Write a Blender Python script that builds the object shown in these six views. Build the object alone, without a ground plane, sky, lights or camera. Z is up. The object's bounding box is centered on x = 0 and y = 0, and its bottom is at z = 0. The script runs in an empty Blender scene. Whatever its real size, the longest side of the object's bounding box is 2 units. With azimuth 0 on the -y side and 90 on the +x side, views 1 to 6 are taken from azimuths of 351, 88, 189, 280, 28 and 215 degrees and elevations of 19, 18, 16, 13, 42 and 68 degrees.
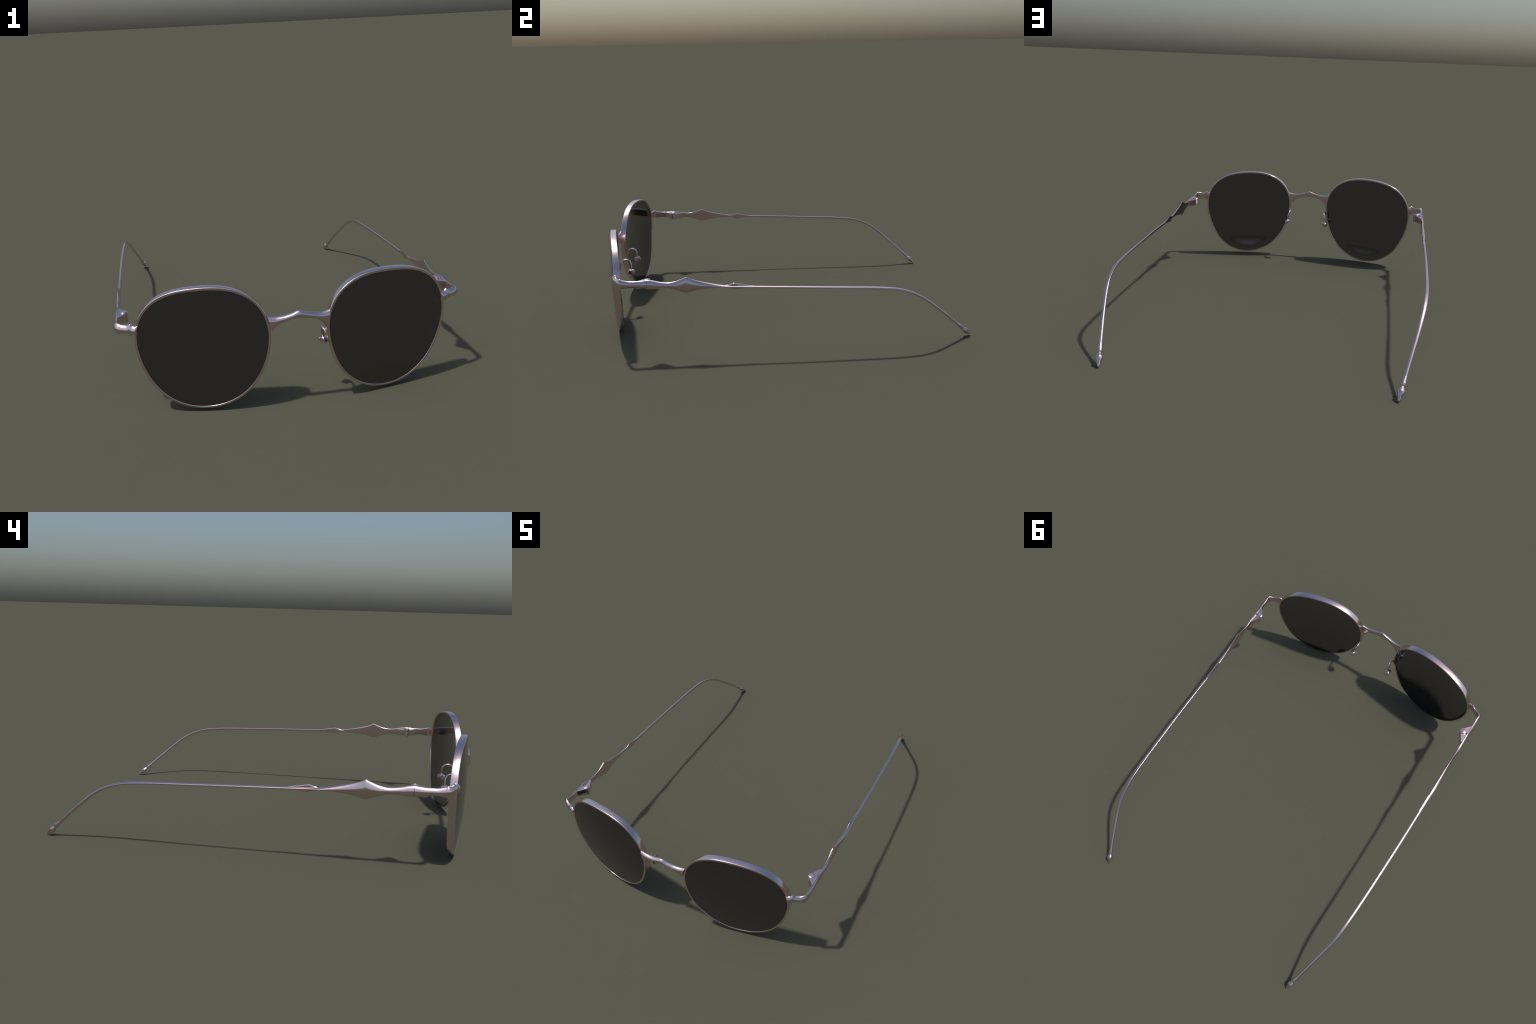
"""Round wire-frame sunglasses: pale rosy metal frame, dark mirror-like lenses.

Frame of reference: x to the wearer's side, -y is the front, z up.  Everything is
described for the +x half and mirrored; the bridge is the only central part.
"""
import bpy, bmesh, math
from mathutils import Vector, Matrix

# ------------------------------------------------------------------ helpers
def clamp(v, a, b):
    return max(a, min(b, v))


def pchip(pts):
    """Shape-preserving cubic through (x, y) control points -> function."""
    xs = [p[0] for p in pts]; ys = [p[1] for p in pts]; n = len(xs)
    h = [xs[i + 1] - xs[i] for i in range(n - 1)]
    d = [(ys[i + 1] - ys[i]) / h[i] for i in range(n - 1)]
    m = [0.0] * n
    if n == 2:
        m = [d[0], d[0]]
    else:
        m[0], m[-1] = d[0], d[-1]
        for i in range(1, n - 1):
            if d[i - 1] * d[i] > 0:
                w1, w2 = 2 * h[i] + h[i - 1], h[i] + 2 * h[i - 1]
                m[i] = (w1 + w2) / (w1 / d[i - 1] + w2 / d[i])

    def f(x):
        x = clamp(x, xs[0], xs[-1])
        i = 0
        while i < n - 2 and x > xs[i + 1]:
            i += 1
        t = (x - xs[i]) / h[i]
        return ((2 * t**3 - 3 * t**2 + 1) * ys[i] + (t**3 - 2 * t**2 + t) * h[i] * m[i]
                + (-2 * t**3 + 3 * t**2) * ys[i + 1] + (t**3 - t**2) * h[i] * m[i + 1])
    return f


def cusped(*runs):
    """Several smooth runs that meet in sharp points."""
    fs = [(r[0][0], r[-1][0], pchip(r)) for r in runs]

    def f(x):
        for a, b, g in fs:
            if x <= b:
                return g(x)
        return fs[-1][2](x)
    return f


def spread(a, b, n):
    return [a + (b - a) * i / (n - 1) for i in range(n)]


def spow(v, e):
    return math.copysign(abs(v) ** e, v)


def loft(rings, close_ring=True, close_path=False, caps=True):
    verts = [tuple(p) for r in rings for p in r]
    k, n = len(rings[0]), len(rings)
    faces = []
    for i in range(n if close_path else n - 1):
        j = (i + 1) % n
        for a in range(k if close_ring else k - 1):
            b = (a + 1) % k
            faces.append((i * k + a, j * k + a, j * k + b, i * k + b))
    if caps and not close_path:
        faces.append(tuple(range(k)))
        faces.append(tuple((n - 1) * k + a for a in reversed(range(k))))
    return verts, faces


def join(*parts):
    verts, faces = [], []
    for v, f in parts:
        o = len(verts)
        verts += list(v)
        faces += [tuple(i + o for i in q) for q in f]
    return verts, faces


def make(name, data, material, parent, side=1, angle=35, kind=None):
    verts, faces = data
    pts = [Vector((p[0] * side, p[1], p[2])) for p in verts]
    lo = Vector([min(p[i] for p in pts) for i in range(3)])
    hi = Vector([max(p[i] for p in pts) for i in range(3)])
    origin = (lo + hi) / 2
    me = bpy.data.meshes.new(name)
    me.from_pydata([p - origin for p in pts], [], faces)
    bm = bmesh.new(); bm.from_mesh(me)
    bmesh.ops.recalc_face_normals(bm, faces=bm.faces)
    bm.to_mesh(me); bm.free()
    me.shade_smooth()
    me.set_sharp_from_angle(angle=math.radians(angle))
    me.materials.append(material)
    ob = bpy.data.objects.new(name, me)
    bpy.context.scene.collection.objects.link(ob)
    ob.parent = parent
    offset = Vector((0, 0, 0))
    q = parent
    while q is not None:
        offset += q.location
        q = q.parent
    ob.location = origin - offset
    if kind:
        ob["kind"] = kind
    return ob


def tube(path, radius, sides=14, flat=1.0):
    """Round rod along a list of points; radius is a number or f(fraction)."""
    P = [Vector(p) for p in path]
    n = len(P)
    rings = []
    ref = None
    for i, p in enumerate(P):
        t = (P[min(i + 1, n - 1)] - P[max(i - 1, 0)]).normalized()
        if ref is None:
            ref = t.orthogonal().normalized()
        ref = (ref - t * ref.dot(t)).normalized()
        s = t.cross(ref)
        r = radius(i / (n - 1)) if callable(radius) else radius
        rings.append([p + ref * (r * math.cos(a)) + s * (r * flat * math.sin(a))
                      for a in (math.tau * k / sides for k in range(sides))])
    return loft(rings)


def smooth_path(ctrl, per=8):
    """Catmull-Rom through control points."""
    P = [Vector(p) for p in ctrl]
    P = [P[0] * 2 - P[1]] + P + [P[-1] * 2 - P[-2]]
    out = []
    for i in range(1, len(P) - 2):
        for k in range(per):
            t = k / per
            out.append(0.5 * ((2 * P[i]) + (P[i + 1] - P[i - 1]) * t
                       + (2 * P[i - 1] - 5 * P[i] + 4 * P[i + 1] - P[i + 2]) * t * t
                       + (3 * P[i] - P[i - 1] - 3 * P[i + 1] + P[i + 2]) * t**3))
    out.append(P[-2])
    return out


def d_ring(centre, out, up, half, bulge, back, p_out=2.0, p_back=5.0, n=32):
    """Closed section: rounded towards `out`, flat towards the back."""
    ring = []
    for k in range(n):
        a = math.tau * k / n
        c, s = math.cos(a), math.sin(a)
        p = p_out if c >= 0 else p_back
        ring.append(centre + out * ((bulge if c >= 0 else back) * spow(c, 2 / p))
                    + up * (half * spow(s, 2 / p)))
    return ring


def prism(poly, z0, z1, bevel=0.0008):
    """Vertical prism over a convex polygon with small chamfers."""
    cx = sum(p[0] for p in poly) / len(poly); cy = sum(p[1] for p in poly) / len(poly)

    def inset(d):
        out = []
        for x, y in poly:
            l = math.hypot(x - cx, y - cy)
            out.append((cx + (x - cx) * (1 - d / l), cy + (y - cy) * (1 - d / l)))
        return out
    small = inset(bevel)
    rings = [[(x, y, z0) for x, y in small], [(x, y, z0 + bevel) for x, y in poly],
             [(x, y, z1 - bevel) for x, y in poly], [(x, y, z1) for x, y in small]]
    return loft(rings)


def hull2(points):
    pts = sorted(set(points))

    def half(seq):
        h = []
        for p in seq:
            while len(h) > 1 and ((h[-1][0] - h[-2][0]) * (p[1] - h[-2][1])
                                  - (h[-1][1] - h[-2][1]) * (p[0] - h[-2][0])) <= 0:
                h.pop()
            h.append(p)
        return h
    a, b = half(pts), half(pts[::-1])
    return a[:-1] + b[:-1]


# ---------------------------------------------------------------- materials
def principled(name):
    m = bpy.data.materials.new(name)
    m.use_nodes = True
    return m, m.node_tree, m.node_tree.nodes["Principled BSDF"]


def metal_material():
    m, t, b = principled("rosy_silver_metal")
    co = t.nodes.new("ShaderNodeTexCoord")
    noise = t.nodes.new("ShaderNodeTexNoise")
    noise.inputs["Scale"].default_value = 9.0
    noise.inputs["Detail"].default_value = 3.0
    t.links.new(co.outputs["Object"], noise.inputs["Vector"])
    ramp = t.nodes.new("ShaderNodeValToRGB")
    ramp.color_ramp.elements[0].position, ramp.color_ramp.elements[1].position = 0.3, 0.7
    ramp.color_ramp.elements[0].color = (*METAL_A, 1)
    ramp.color_ramp.elements[1].color = (*METAL_B, 1)
    t.links.new(noise.outputs["Fac"], ramp.inputs["Fac"])
    t.links.new(ramp.outputs["Color"], b.inputs["Base Color"])
    b.inputs["Metallic"].default_value = METALLIC
    b.inputs["Roughness"].default_value = METAL_ROUGH
    return m


def lens_material():
    m, t, b = principled("smoked_lens")
    b.inputs["Base Color"].default_value = (*LENS, 1)
    b.inputs["Metallic"].default_value = 1.0
    b.inputs["Roughness"].default_value = 0.06
    return m


def pad_material():
    """Water-clear silicone: passes the light, only a faint sheen shows."""
    m, t, b = principled("clear_silicone")
    b.inputs["Base Color"].default_value = (0.8, 0.8, 0.8, 1)
    b.inputs["Roughness"].default_value = 0.08
    clear = t.nodes.new("ShaderNodeBsdfTransparent")
    face = t.nodes.new("ShaderNodeLayerWeight"); face.inputs["Blend"].default_value = 0.5
    power = t.nodes.new("ShaderNodeMath"); power.operation = "POWER"; power.inputs[1].default_value = 8.0
    fres = t.nodes.new("ShaderNodeMath"); fres.operation = "MULTIPLY_ADD"
    fres.inputs[1].default_value, fres.inputs[2].default_value = 0.10, 0.006
    t.links.new(face.outputs["Facing"], power.inputs[0])
    t.links.new(power.outputs[0], fres.inputs[0])
    gloss = t.nodes.new("ShaderNodeBsdfGlossy"); gloss.inputs["Roughness"].default_value = 0.08
    mix = t.nodes.new("ShaderNodeMixShader")
    t.links.new(fres.outputs[0], mix.inputs[0])
    t.links.new(clear.outputs[0], mix.inputs[1])
    t.links.new(gloss.outputs[0], mix.inputs[2])
    t.links.new(mix.outputs[0], t.nodes["Material Output"].inputs["Surface"])
    t.nodes.remove(b)
    return m


METAL_A, METAL_B, METALLIC, METAL_ROUGH = (0.815, 0.655, 0.670), (0.835, 0.670, 0.685), 1.0, 0.20
LENS = (0.177, 0.171, 0.197)
METAL, LENS_M, PAD_M = metal_material(), lens_material(), pad_material()

# ---------------------------------------------------------------- the thing
root = bpy.data.objects.new("sunglasses", None)
bpy.context.scene.collection.objects.link(root)
root["label"] = "round dark-lensed sunglasses with thin rosy silver metal frame"
root["category"] = "sunglasses"

# -- lens outline: centre, radius harmonics; base-curve surface of the front --
CX, CZ = 0.3923, 0.2956
HARM = [(2, 0.0010, -0.0035), (3, 0.0002, 0.0112), (4, -0.0040, 0.0007), (5, 0.0, 0.0002)]
BAND, DEPTH = 0.0102, 0.0315


def radius(t):
    r = 0.2644 + sum(a * math.cos(k * t) + b * math.sin(k * t) for k, a, b in HARM)
    return r + 0.0025 * max(0.0, -math.sin(t)) ** 2


def surface_y(x, z):
    dx, dz = x - CX, z - CZ
    return -0.9585 + 0.185 * dx + 0.0090 * dz + 0.36 * (dx * dx + dz * dz)


def lens_front_y(x, z):
    """Front of the lens: meets the rim, with a flatter curve than the rim's sweep."""
    dx, dz = x - CX, z - CZ
    return -0.9518 + 0.178 * dx + 0.0110 * dz + 0.285 * (dx * dx + dz * dz)


def lens_back_y(x, z):
    """Back surface of the lens, leaning a touch more than the front."""
    dx, dz = x - CX, z - CZ
    return -0.9275 + 0.185 * dx - 0.0220 * dz + 0.305 * (dx * dx + dz * dz)


def outline(t, off=0.0):
    """Point of the lens outline (x, z) pushed outwards by `off`."""
    e = 1e-3
    p = [(CX + radius(q) * math.cos(q) - 0.0022 * max(0.0, -math.sin(q)), CZ + radius(q) * math.sin(q)) for q in (t - e, t, t + e)]
    tx, tz = p[2][0] - p[0][0], p[2][1] - p[0][1]
    l = math.hypot(tx, tz)
    return p[1][0] + off * tz / l, p[1][1] - off * tx / l


def rim():
    # section in (outwards, backwards): front lip rounded, back edge slimmer
    f, b = 0.0032, 0.0020
    sec = []

    def corner(cx, cy, r, a0, a1, n):
        for k in range(n):
            a = math.radians(a0 + (a1 - a0) * k / (n - 1))
            sec.append((cx + r * math.cos(a), cy + r * math.sin(a)))
    corner(BAND - f, -0.001 + f, f, -90, 0, 6)          # front outer
    corner(BAND - b, DEPTH - b, b, 0, 90, 4)            # back outer
    corner(0.0015 + b, DEPTH - b, b, 90, 180, 4)        # back inner
    corner(0.0018, -0.001 + 0.0018, 0.0018, 180, 270, 4)  # front inner
    rings = []
    for i in range(200):
        t = math.tau * i / 200
        x0, z0 = outline(t)
        y0 = surface_y(x0, z0)
        ring = []
        brow = 1 + 0.22 * max(0.0, math.sin(t)) ** 2      # the upper rim is a little heavier
        for o, d in sec:
            x, z = outline(t, o * brow)
            ring.append((x, y0 + d, z))
        rings.append(ring)
    return loft(rings, close_path=True)


def lens():
    nt, nr = 160, 40
    verts, faces = [], []
    for layer in (0, 1):
        base = len(verts)
        verts.append((CX, lens_back_y(CX, CZ) if layer else lens_front_y(CX, CZ), CZ))
        for j in range(1, nr + 1):
            for i in range(nt):
                t = math.tau * i / nt
                x1, z1 = outline(t, 0.003)
                x, z = CX + (x1 - CX) * j / nr, CZ + (z1 - CZ) * j / nr
                if layer:
                    edge = math.hypot(x1 - x, z1 - z)
                    y = lens_back_y(x, z) - 0.0020 * max(0.0, 1 - edge / 0.060) ** 3     # eased back edge
                else:
                    y = lens_front_y(x, z)
                verts.append((x, y, z))
        for i in range(nt):
            faces.append((base, base + 1 + i, base + 1 + (i + 1) % nt))
        for j in range(nr - 1):
            for i in range(nt):
                a, b = base + 1 + j * nt + i, base + 1 + j * nt + (i + 1) % nt
                faces.append((a, a + nt, b + nt, b))
    per = 1 + nr * nt
    e = 1 + (nr - 1) * nt
    for i in range(nt):
        j = (i + 1) % nt
        faces.append((e + i, e + j, per + e + j, per + e + i))
    return verts, faces


# -- bridge: half-round bar, flat back, peaked in the middle, flared ends -----
br_top = pchip([(0, 0.4375), (0.008, 0.4362), (0.02, 0.4315), (0.04, 0.4250), (0.07, 0.4185),
                (0.095, 0.4165), (0.112, 0.4185), (0.131, 0.4235)])
br_bot = pchip([(0, 0.4025), (0.02, 0.4015), (0.04, 0.3985), (0.06, 0.3930), (0.08, 0.3855),
                (0.1, 0.3740), (0.115, 0.3620), (0.131, 0.3480)])
br_y = pchip([(0, -0.9850), (0.03, -0.9840), (0.08, -0.9795), (0.131, -0.9760)])


def bridge():
    rings = []
    for u in spread(-0.131, 0.131, 61):
        a = abs(u)
        top, bot = br_top(a), br_bot(a)
        mid, half = (top + bot) / 2, (top - bot) / 2
        c = Vector((u, br_y(a), mid))
        ring = d_ring(c, Vector((0, -1, 0)), Vector((0, 0, 1)), half, 0.0152 + 0.003 * (a / .131), 0.0055, 2.0, 4.0)
        # ends are cut on the slant of the rim
        k = (a / 0.131) ** 3
        rings.append([Vector((p.x - math.copysign(1, u) * k * 0.27 * (0.4235 - p.z), p.y, p.z)) for p in ring])
    return loft(rings)


# -- end piece and temple: one half-round ribbon, flat inside -------------------
top_z = cusped(
    [(-0.842, 0.4080), (-0.823, 0.4022), (-0.79, 0.3962), (-0.754, 0.3957), (-0.728, 0.3975), (-0.703, 0.4000),
     (-0.68, 0.3970), (-0.64, 0.3890), (-0.60, 0.3850), (-0.567, 0.3890), (-0.536, 0.3990), (-0.506, 0.4118)],
    [(-0.506, 0.4118), (-0.488, 0.4030), (-0.46, 0.3930), (-0.425, 0.3835), (-0.392, 0.3760), (-0.35, 0.3675),
     (-0.313, 0.3617), (-0.25, 0.3572), (-0.2, 0.3549), (-0.1, 0.3515)])
bot_z = cusped(
    [(-0.842, 0.3560), (-0.823, 0.3580), (-0.79, 0.3608), (-0.754, 0.3582), (-0.728, 0.3545), (-0.703, 0.3508),
     (-0.68, 0.3512), (-0.64, 0.3552), (-0.60, 0.3540), (-0.567, 0.3445), (-0.536, 0.3340), (-0.508, 0.3238)],
    [(-0.508, 0.3238), (-0.488, 0.3292), (-0.46, 0.3368), (-0.425, 0.3422), (-0.392, 0.3455), (-0.35, 0.3482),
     (-0.313, 0.3490), (-0.25, 0.3466), (-0.2, 0.3445), (-0.1, 0.3415)])
SEAM = -0.7035
WALL = 0.7330      # ridge line of the side ribbon


def end_piece():
    # along the slanted front part, heights are given over x, then over y
    top = cusped([(0.648, 0.4012), (0.655, 0.4000), (0.666, 0.4025), (0.6765, 0.4118)],
                 [(0.6765, 0.4118), (0.684, 0.4050), (0.695, 0.4022), (0.708, 0.4025), (0.722, 0.4055), (0.735, 0.4080)])
    bot = cusped([(0.648, 0.3620), (0.655, 0.3622), (0.666, 0.3600), (0.6765, 0.3545)],
                 [(0.6765, 0.3545), (0.684, 0.3600), (0.695, 0.3630), (0.708, 0.3625), (0.722, 0.3595), (0.735, 0.3560)])
    rings = []
    slope = (0.733 - 0.6765, -0.845 + 0.872)
    l = math.hypot(*slope)
    dirx, diry = slope[0] / l, slope[1] / l
    ang0 = math.atan2(-dirx, diry)                     # outward normal of the slanted part
    st = []
    for x in spread(0.648, 0.718, 46):
        y = -0.872 + (x - 0.6765) * slope[1] / slope[0]
        st.append((x, y, ang0, top(x), bot(x)))
    # rounded corner
    x0, y0 = st[-1][0], st[-1][1]
    for k in range(1, 10):
        f = k / 10
        a = ang0 * (1 - f)
        px = (1 - f) ** 2 * x0 + 2 * f * (1 - f) * WALL + f * f * WALL
        py = (1 - f) ** 2 * y0 + 2 * f * (1 - f) * (-0.8455) + f * f * (-0.834)
        st.append((px, py, a, top(min(px + 0.004 * f, 0.735)), bot(min(px + 0.004 * f, 0.735))))
    for y in spread(-0.834, SEAM - 0.0007, 40):
        st.append((WALL, y, 0.0, top_z(y), bot_z(y)))
    for x, y, a, t, b in st:
        out = Vector((math.cos(a), math.sin(a), 0))
        front = clamp(-a / 1.1, 0, 1)
        ease = math.sqrt(clamp((x - 0.6475) / 0.006, 0.02, 1))       # rounded inner end
        rings.append(d_ring(Vector((x, y, (t + b) / 2)), out, Vector((0, 0, 1)), (t - b) / 2,
                            (0.0135 + 0.0020 * front) * ease, 0.0035, 1.6, 5.0))
    return loft(rings)


rod_x = pchip([(-0.31, 0.7340), (-0.2, 0.7375), (0.0, 0.7378), (0.3, 0.7348), (0.5, 0.7298), (0.58, 0.7252),
               (0.66, 0.7165), (0.72, 0.7050), (0.78, 0.6900), (0.85, 0.6700), (0.92, 0.6505), (0.998, 0.6290)])
rod_z = pchip([(-0.313, 0.3553), (-0.2, 0.3497), (-0.1, 0.3457), (0.0, 0.3420), (0.3, 0.3290), (0.42, 0.3235), (0.5, 0.3178),
               (0.54, 0.3138), (0.58, 0.3070), (0.62, 0.2960), (0.66, 0.2805), (0.72, 0.2455), (0.78, 0.1975),
               (0.85, 0.1375), (0.92, 0.0740), (0.998, 0.0030)])
rod_r = pchip([(-0.313, 0.0065), (-0.2, 0.0061), (-0.05, 0.0059), (0.2, 0.0063), (0.5, 0.0072), (0.7, 0.0075), (1.0, 0.0074)])
TIP = Vector((rod_x(0.998), 0.998, rod_z(0.998)))
SLEEVE = 0.111
TIP_DIR = (Vector((rod_x(0.93), 0.93, rod_z(0.93))) - TIP).normalized()   # from the end back up the rod


def temple():
    rings = []
    for y in (spread(SEAM + 0.0007, -0.508, 56) + spread(-0.505, -0.335, 48)[0:]):
        t, b = top_z(y), bot_z(y)
        rings.append(d_ring(Vector((WALL, y, (t + b) / 2)), Vector((1, 0, 0)), Vector((0, 0, 1)), (t - b) / 2,
                            0.0135, 0.0035, 1.6, 5.0))
    ys = spread(-0.33, 0.40, 60) + spread(0.41, 0.80, 60) + spread(0.81, 0.93, 10)
    ctr = []
    for y in ys:
        k = clamp((y + 0.33) / 0.10, 0, 1)
        k = k * k * (3 - 2 * k)
        z = (top_z(y) + bot_z(y)) / 2 if y < -0.2 else rod_z(y)
        half = (top_z(y) - bot_z(y)) / 2 if y < -0.25 else rod_r(y)
        cx = WALL * (1 - k) + rod_x(y) * k
        # the rod stays half-round: flat on the inner side, turning round only at the ear hook's end
        hook = clamp((y - 0.62) / 0.22, 0, 1)
        out_w, in_w = rod_r(y) * (1.70 - 0.70 * hook), rod_r(y) * (0.50 + 0.50 * hook)
        cx -= k * (out_w - in_w) / 2
        ctr.append((Vector((cx, y, z)), half, 0.0135 * (1 - k) + out_w * k, 0.0035 * (1 - k) + in_w * k,
                    5.0 - 3.0 * hook, 1.6 + 0.4 * k))
    for i, (c, half, bo, ba, pb, po) in enumerate(ctr):
        tan = (ctr[min(i + 1, len(ctr) - 1)][0] - ctr[max(i - 1, 0)][0]).normalized()
        if i < 10:
            tan = Vector((0, 1, 0))
        side = tan.cross(Vector((0, 0, 1))).normalized()
        up = side.cross(tan).normalized()
        rings.append(d_ring(c, side, up, half, bo, ba, po, pb))
    end = TIP + TIP_DIR * (SLEEVE - 0.003)
    tan = -TIP_DIR
    side = tan.cross(Vector((0, 0, 1))).normalized()
    up = side.cross(tan)
    keep = [r for r in rings if sum((v.y for v in r)) / len(r) < end.y - 0.004]
    keep.append(d_ring(end, side, up, 0.0074, 0.0074, 0.0074, 2, 2))
    return loft(keep)


def leaf_plate():
    """Small pointed plate on the inner side of the rod."""
    top = cusped([(-0.322, 0.3585), (-0.30, 0.3625), (-0.268, 0.3722)],
                 [(-0.268, 0.3722), (-0.235, 0.3665), (-0.205, 0.3605), (-0.165, 0.3535)])
    bot = cusped([(-0.322, 0.3515), (-0.30, 0.3470), (-0.264, 0.3355)],
                 [(-0.264, 0.3355), (-0.235, 0.3390), (-0.205, 0.3430), (-0.165, 0.3470)])
    rings = []
    for y in spread(-0.322, -0.2661, 20) + spread(-0.265, -0.165, 28):
        t, b = top(y), bot(y)
        rings.append(d_ring(Vector((0.7315, y, (t + b) / 2)), Vector((1, 0, 0)), Vector((0, 0, 1)),
                            (t - b) / 2, 0.0030, 0.0025, 3.0, 5.0, 20))
    return loft(rings)


def temple_tip():
    """Turned finial: sleeve, neck, bead and a slim nose."""
    prof = [(0.0, 0.0008), (0.0010, 0.0036), (0.0035, 0.0054), (0.009, 0.0062), (0.016, 0.0075), (0.023, 0.0098),
            (0.030, 0.0128), (0.037, 0.0151), (0.0435, 0.0158), (0.049, 0.0146), (0.055, 0.0118), (0.061, 0.0086),
            (0.0660, 0.0066), (0.0680, 0.0063), (0.0690, 0.0080), (0.0705, 0.0096), (0.075, 0.0104), (0.083, 0.0104),
            (0.092, 0.0097), (0.102, 0.0086), (0.108, 0.0080), (SLEEVE, 0.0075)]
    side = TIP_DIR.cross(Vector((0, 0, 1))).normalized()
    up = side.cross(TIP_DIR)
    f = pchip(prof)
    ss = sorted(set([p[0] for p in prof] + spread(0.012, 0.066, 30) + spread(0.0705, 0.108, 16)))
    rings = [[TIP + TIP_DIR * s + side * (f(s) * math.cos(a)) + up * (f(s) * math.sin(a))
              for a in (math.tau * k / 28 for k in range(28))] for s in ss]
    return loft(rings)


# -- hinge: interleaved leaves with a cross-head screw ----------------------------
HX, HY, HR = 0.7055, -0.7085, 0.0180
H0, H1 = 0.3515, 0.3945
barrel = [(HX + HR * math.cos(math.tau * k / 40), HY + HR * math.sin(math.tau * k / 40)) for k in range(40)]
LAYER = (H1 - H0) / 5


def near(poly, r):
    return [(round(HX + (x - HX) * r, 6), round(HY + (y - HY) * r, 6)) for x, y in poly]


front_leaf = hull2([p for p in near(barrel, 0.94) if p[1] < HY + 0.001] + [(0.7305, -0.762), (0.7305, -0.7060)])
rear_leaf = hull2([p for p in near(barrel, 0.90) if p[1] > HY + 0.006] + [(0.7305, -0.647), (0.7235, -0.645), (0.7305, -0.7012)])


def knuckles():
    """Front hinge half: wedge-shaped leaf and a stack of barrel rings."""
    rings = [prism(barrel, H0 + LAYER * k + 0.0002, H0 + LAYER * (k + 1) - 0.0002, 0.0006) for k in range(5)]
    return join(prism(front_leaf, H0 + 0.0006, H1 - 0.0007), *rings)


def rear_knuckle():
    return prism(rear_leaf, H0 + 0.0010, H1 - 0.0062)


def screw():
    """Domed head with a cross recess."""
    nr, nt, R, hgt = 14, 64, 0.0142, 0.0042
    verts, faces = [], []

    def z_at(x, y):
        r = math.hypot(x, y) / R
        z = hgt * math.sqrt(max(0.0, 1 - (0.93 * r) ** 2)) * (1 if r < 0.999 else 0)
        if r < 0.66 and min(abs(x), abs(y)) < 0.0021:
            z -= 0.0026 * (1 - r * 0.5)
        return z
    g = 48
    verts.append((HX, HY, H1 + z_at(0, 0)))
    for j in range(1, nr + 1):
        for i in range(nt):
            a = math.tau * i / nt
            x, y = R * j / nr * math.cos(a), R * j / nr * math.sin(a)
            verts.append((HX + x, HY + y, H1 + (z_at(x, y) if j < nr else 0.0012)))
    for i in range(nt):
        verts.append((HX + R * math.cos(math.tau * i / nt), HY + R * math.sin(math.tau * i / nt), H1 - 0.003))
    for i in range(nt):
        faces.append((0, 1 + i, 1 + (i + 1) % nt))
    for j in range(nr):
        for i in range(nt):
            a, b = 1 + j * nt + i, 1 + j * nt + (i + 1) % nt
            faces.append((a, a + nt, b + nt, b))
    faces.append(tuple(1 + nr * nt + i for i in reversed(range(nt))))
    return verts, faces


# -- nose pads ---------------------------------------------------------------------
PAD_C = Vector((0.1010, -0.8820, 0.2480))
PAD_UP = Vector((-0.27, 0.0, 1.0)).normalized()
PAD_N = (Vector((1, 0.18, 0)) - PAD_UP * Vector((1, 0.18, 0)).dot(PAD_UP)).normalized()   # towards the rim
PAD_W = PAD_UP.cross(PAD_N).normalized()


def nose_pad():
    rings = []
    n = 40
    for off, sc in ((-0.0050, 0.55), (-0.0040, 0.84), (-0.0015, 0.97), (0.0010, 1.0), (0.0035, 0.95), (0.0050, 0.80), (0.0055, 0.5)):
        ring = []
        for k in range(n):
            a = math.tau * k / n
            w = 0.036 * math.cos(a) * (1 + 0.16 * math.sin(a) * -1) * sc
            u = 0.074 * math.sin(a) * sc
            # dished towards the rim at the ends
            bend = 0.006 * ((u / 0.074) ** 2)
            ring.append(PAD_C + PAD_W * w + PAD_UP * u + PAD_N * (off + bend))
        rings.append(ring)
    return loft(rings)


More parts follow.
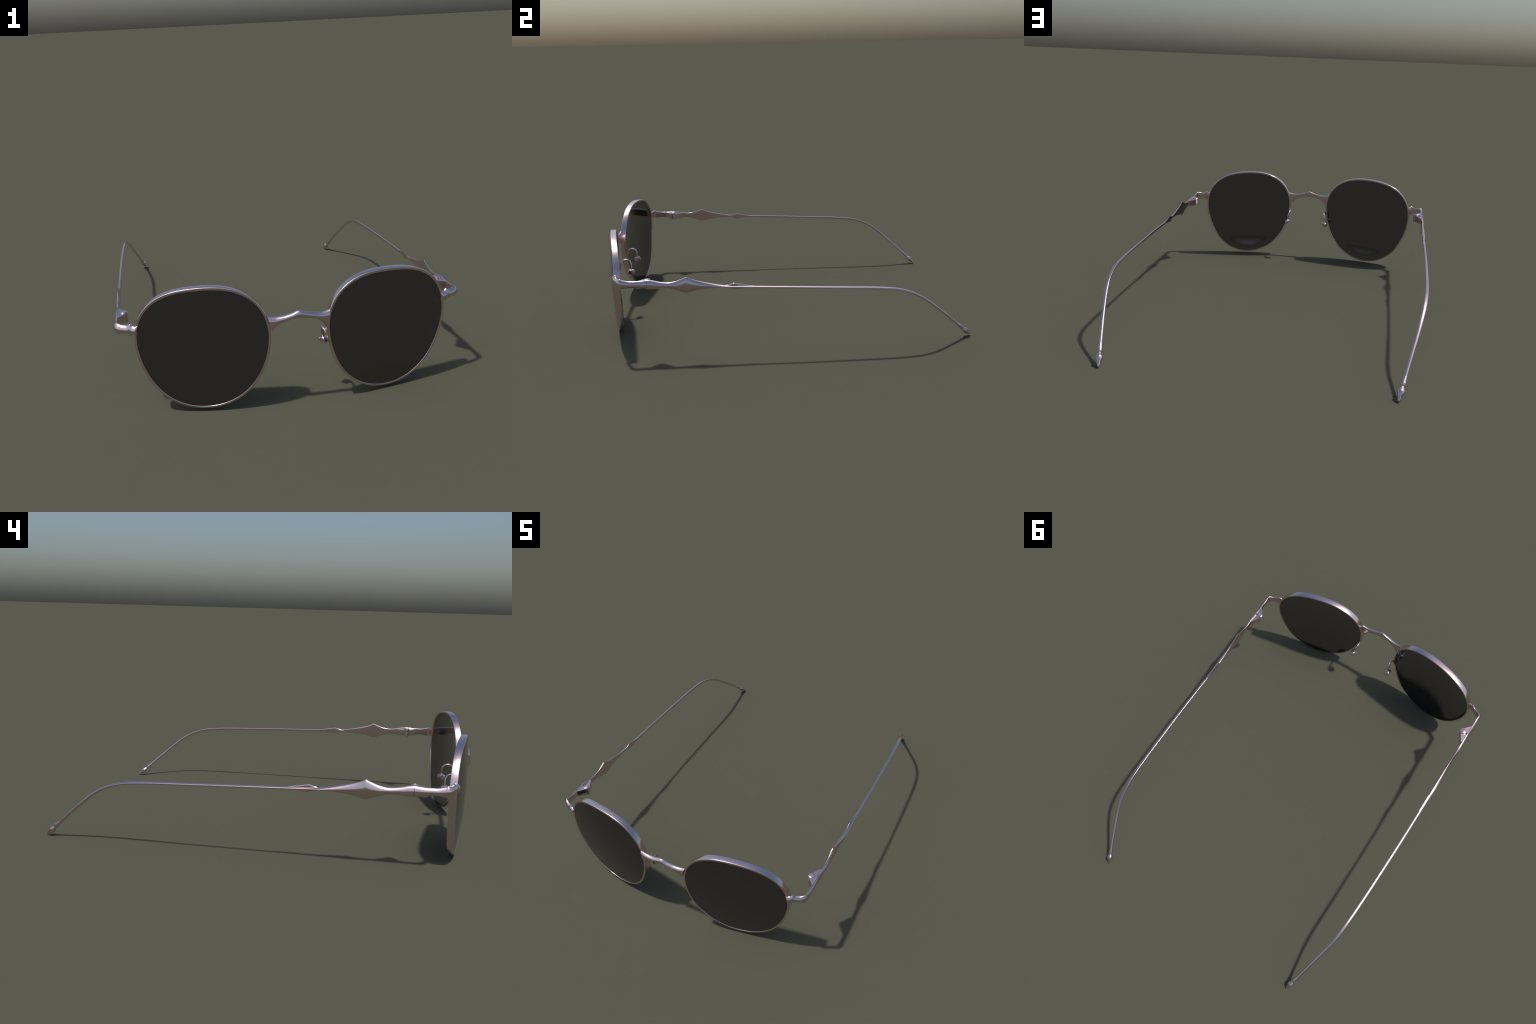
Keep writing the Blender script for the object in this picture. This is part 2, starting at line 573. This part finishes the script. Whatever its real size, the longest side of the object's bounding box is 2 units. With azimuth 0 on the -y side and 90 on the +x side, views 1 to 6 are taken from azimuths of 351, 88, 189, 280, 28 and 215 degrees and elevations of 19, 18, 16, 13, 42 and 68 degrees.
def pad_clasp():
    """Small cup that holds the pad, with the pad's lug inside."""
    c = Vector((0.1265, -0.8850, 0.2445))
    ax = Vector((-1, -0.1, 0.10)).normalized()
    s = ax.cross(Vector((0, 0, 1))).normalized()
    up = s.cross(ax)

    def drum(centre, prof, ry, rz, n=32, p=2.6):
        rings = []
        for d, k in prof:
            rings.append([centre + ax * d + s * (ry * k * spow(math.cos(a), 2 / p)) + up * (rz * k * spow(math.sin(a), 2 / p))
                          for a in (math.tau * i / n for i in range(n))])
        return loft(rings)
    cup = drum(c, [(-0.0125, 0.60), (-0.0115, 0.80), (-0.008, 0.95), (0.0, 1.0), (0.0065, 1.0), (0.0085, 0.94), (0.009, 0.8)], 0.0195, 0.0156)
    lug = drum(c + ax * 0.0115 + up * 0.003, [(-0.006, 0.85), (0.005, 0.95), (0.0085, 1.0), (0.0100, 0.85)], 0.0085, 0.0085, 20, 2.0)
    return join(cup, lug)


def pad_arm():
    path = smooth_path([(0.1385, -0.962, 0.250), (0.1345, -0.9545, 0.2580), (0.1305, -0.9468, 0.2700), (0.1275, -0.9435, 0.2850),
                        (0.1225, -0.9385, 0.3015), (0.1170, -0.9275, 0.3118), (0.1140, -0.9130, 0.3145), (0.1145, -0.8990, 0.3105),
                        (0.1170, -0.8895, 0.3000), (0.1200, -0.8855, 0.2850), (0.1235, -0.8850, 0.2660), (0.1260, -0.8850, 0.2500)], 8)
    return tube(path, lambda f: 0.0049 + 0.0014 * f, 16)


# ---------------------------------------------------------------- assembly
for side in (1, -1):
    r = make("rim", rim(), METAL, root, side)
    make("lens", lens(), LENS_M, r, side)
    e = make("end_piece", end_piece(), METAL, root, side, angle=48)
    h = make("hinge", knuckles(), METAL, root, side)
    make("screw", screw(), METAL, h, side, angle=28)
    tm = make("temple", temple(), METAL, root, side)
    make("hinge_leaf", rear_knuckle(), METAL, tm, side)
    make("leaf_plate", leaf_plate(), METAL, tm, side)
    make("temple_tip", temple_tip(), METAL, tm, side, angle=50)
    a = make("nose_pad_arm", pad_arm(), METAL, root, side)
    make("pad_clasp", pad_clasp(), METAL, a, side)
    make("nose_pad", nose_pad(), PAD_M, a, side)
make("bridge", bridge(), METAL, root)
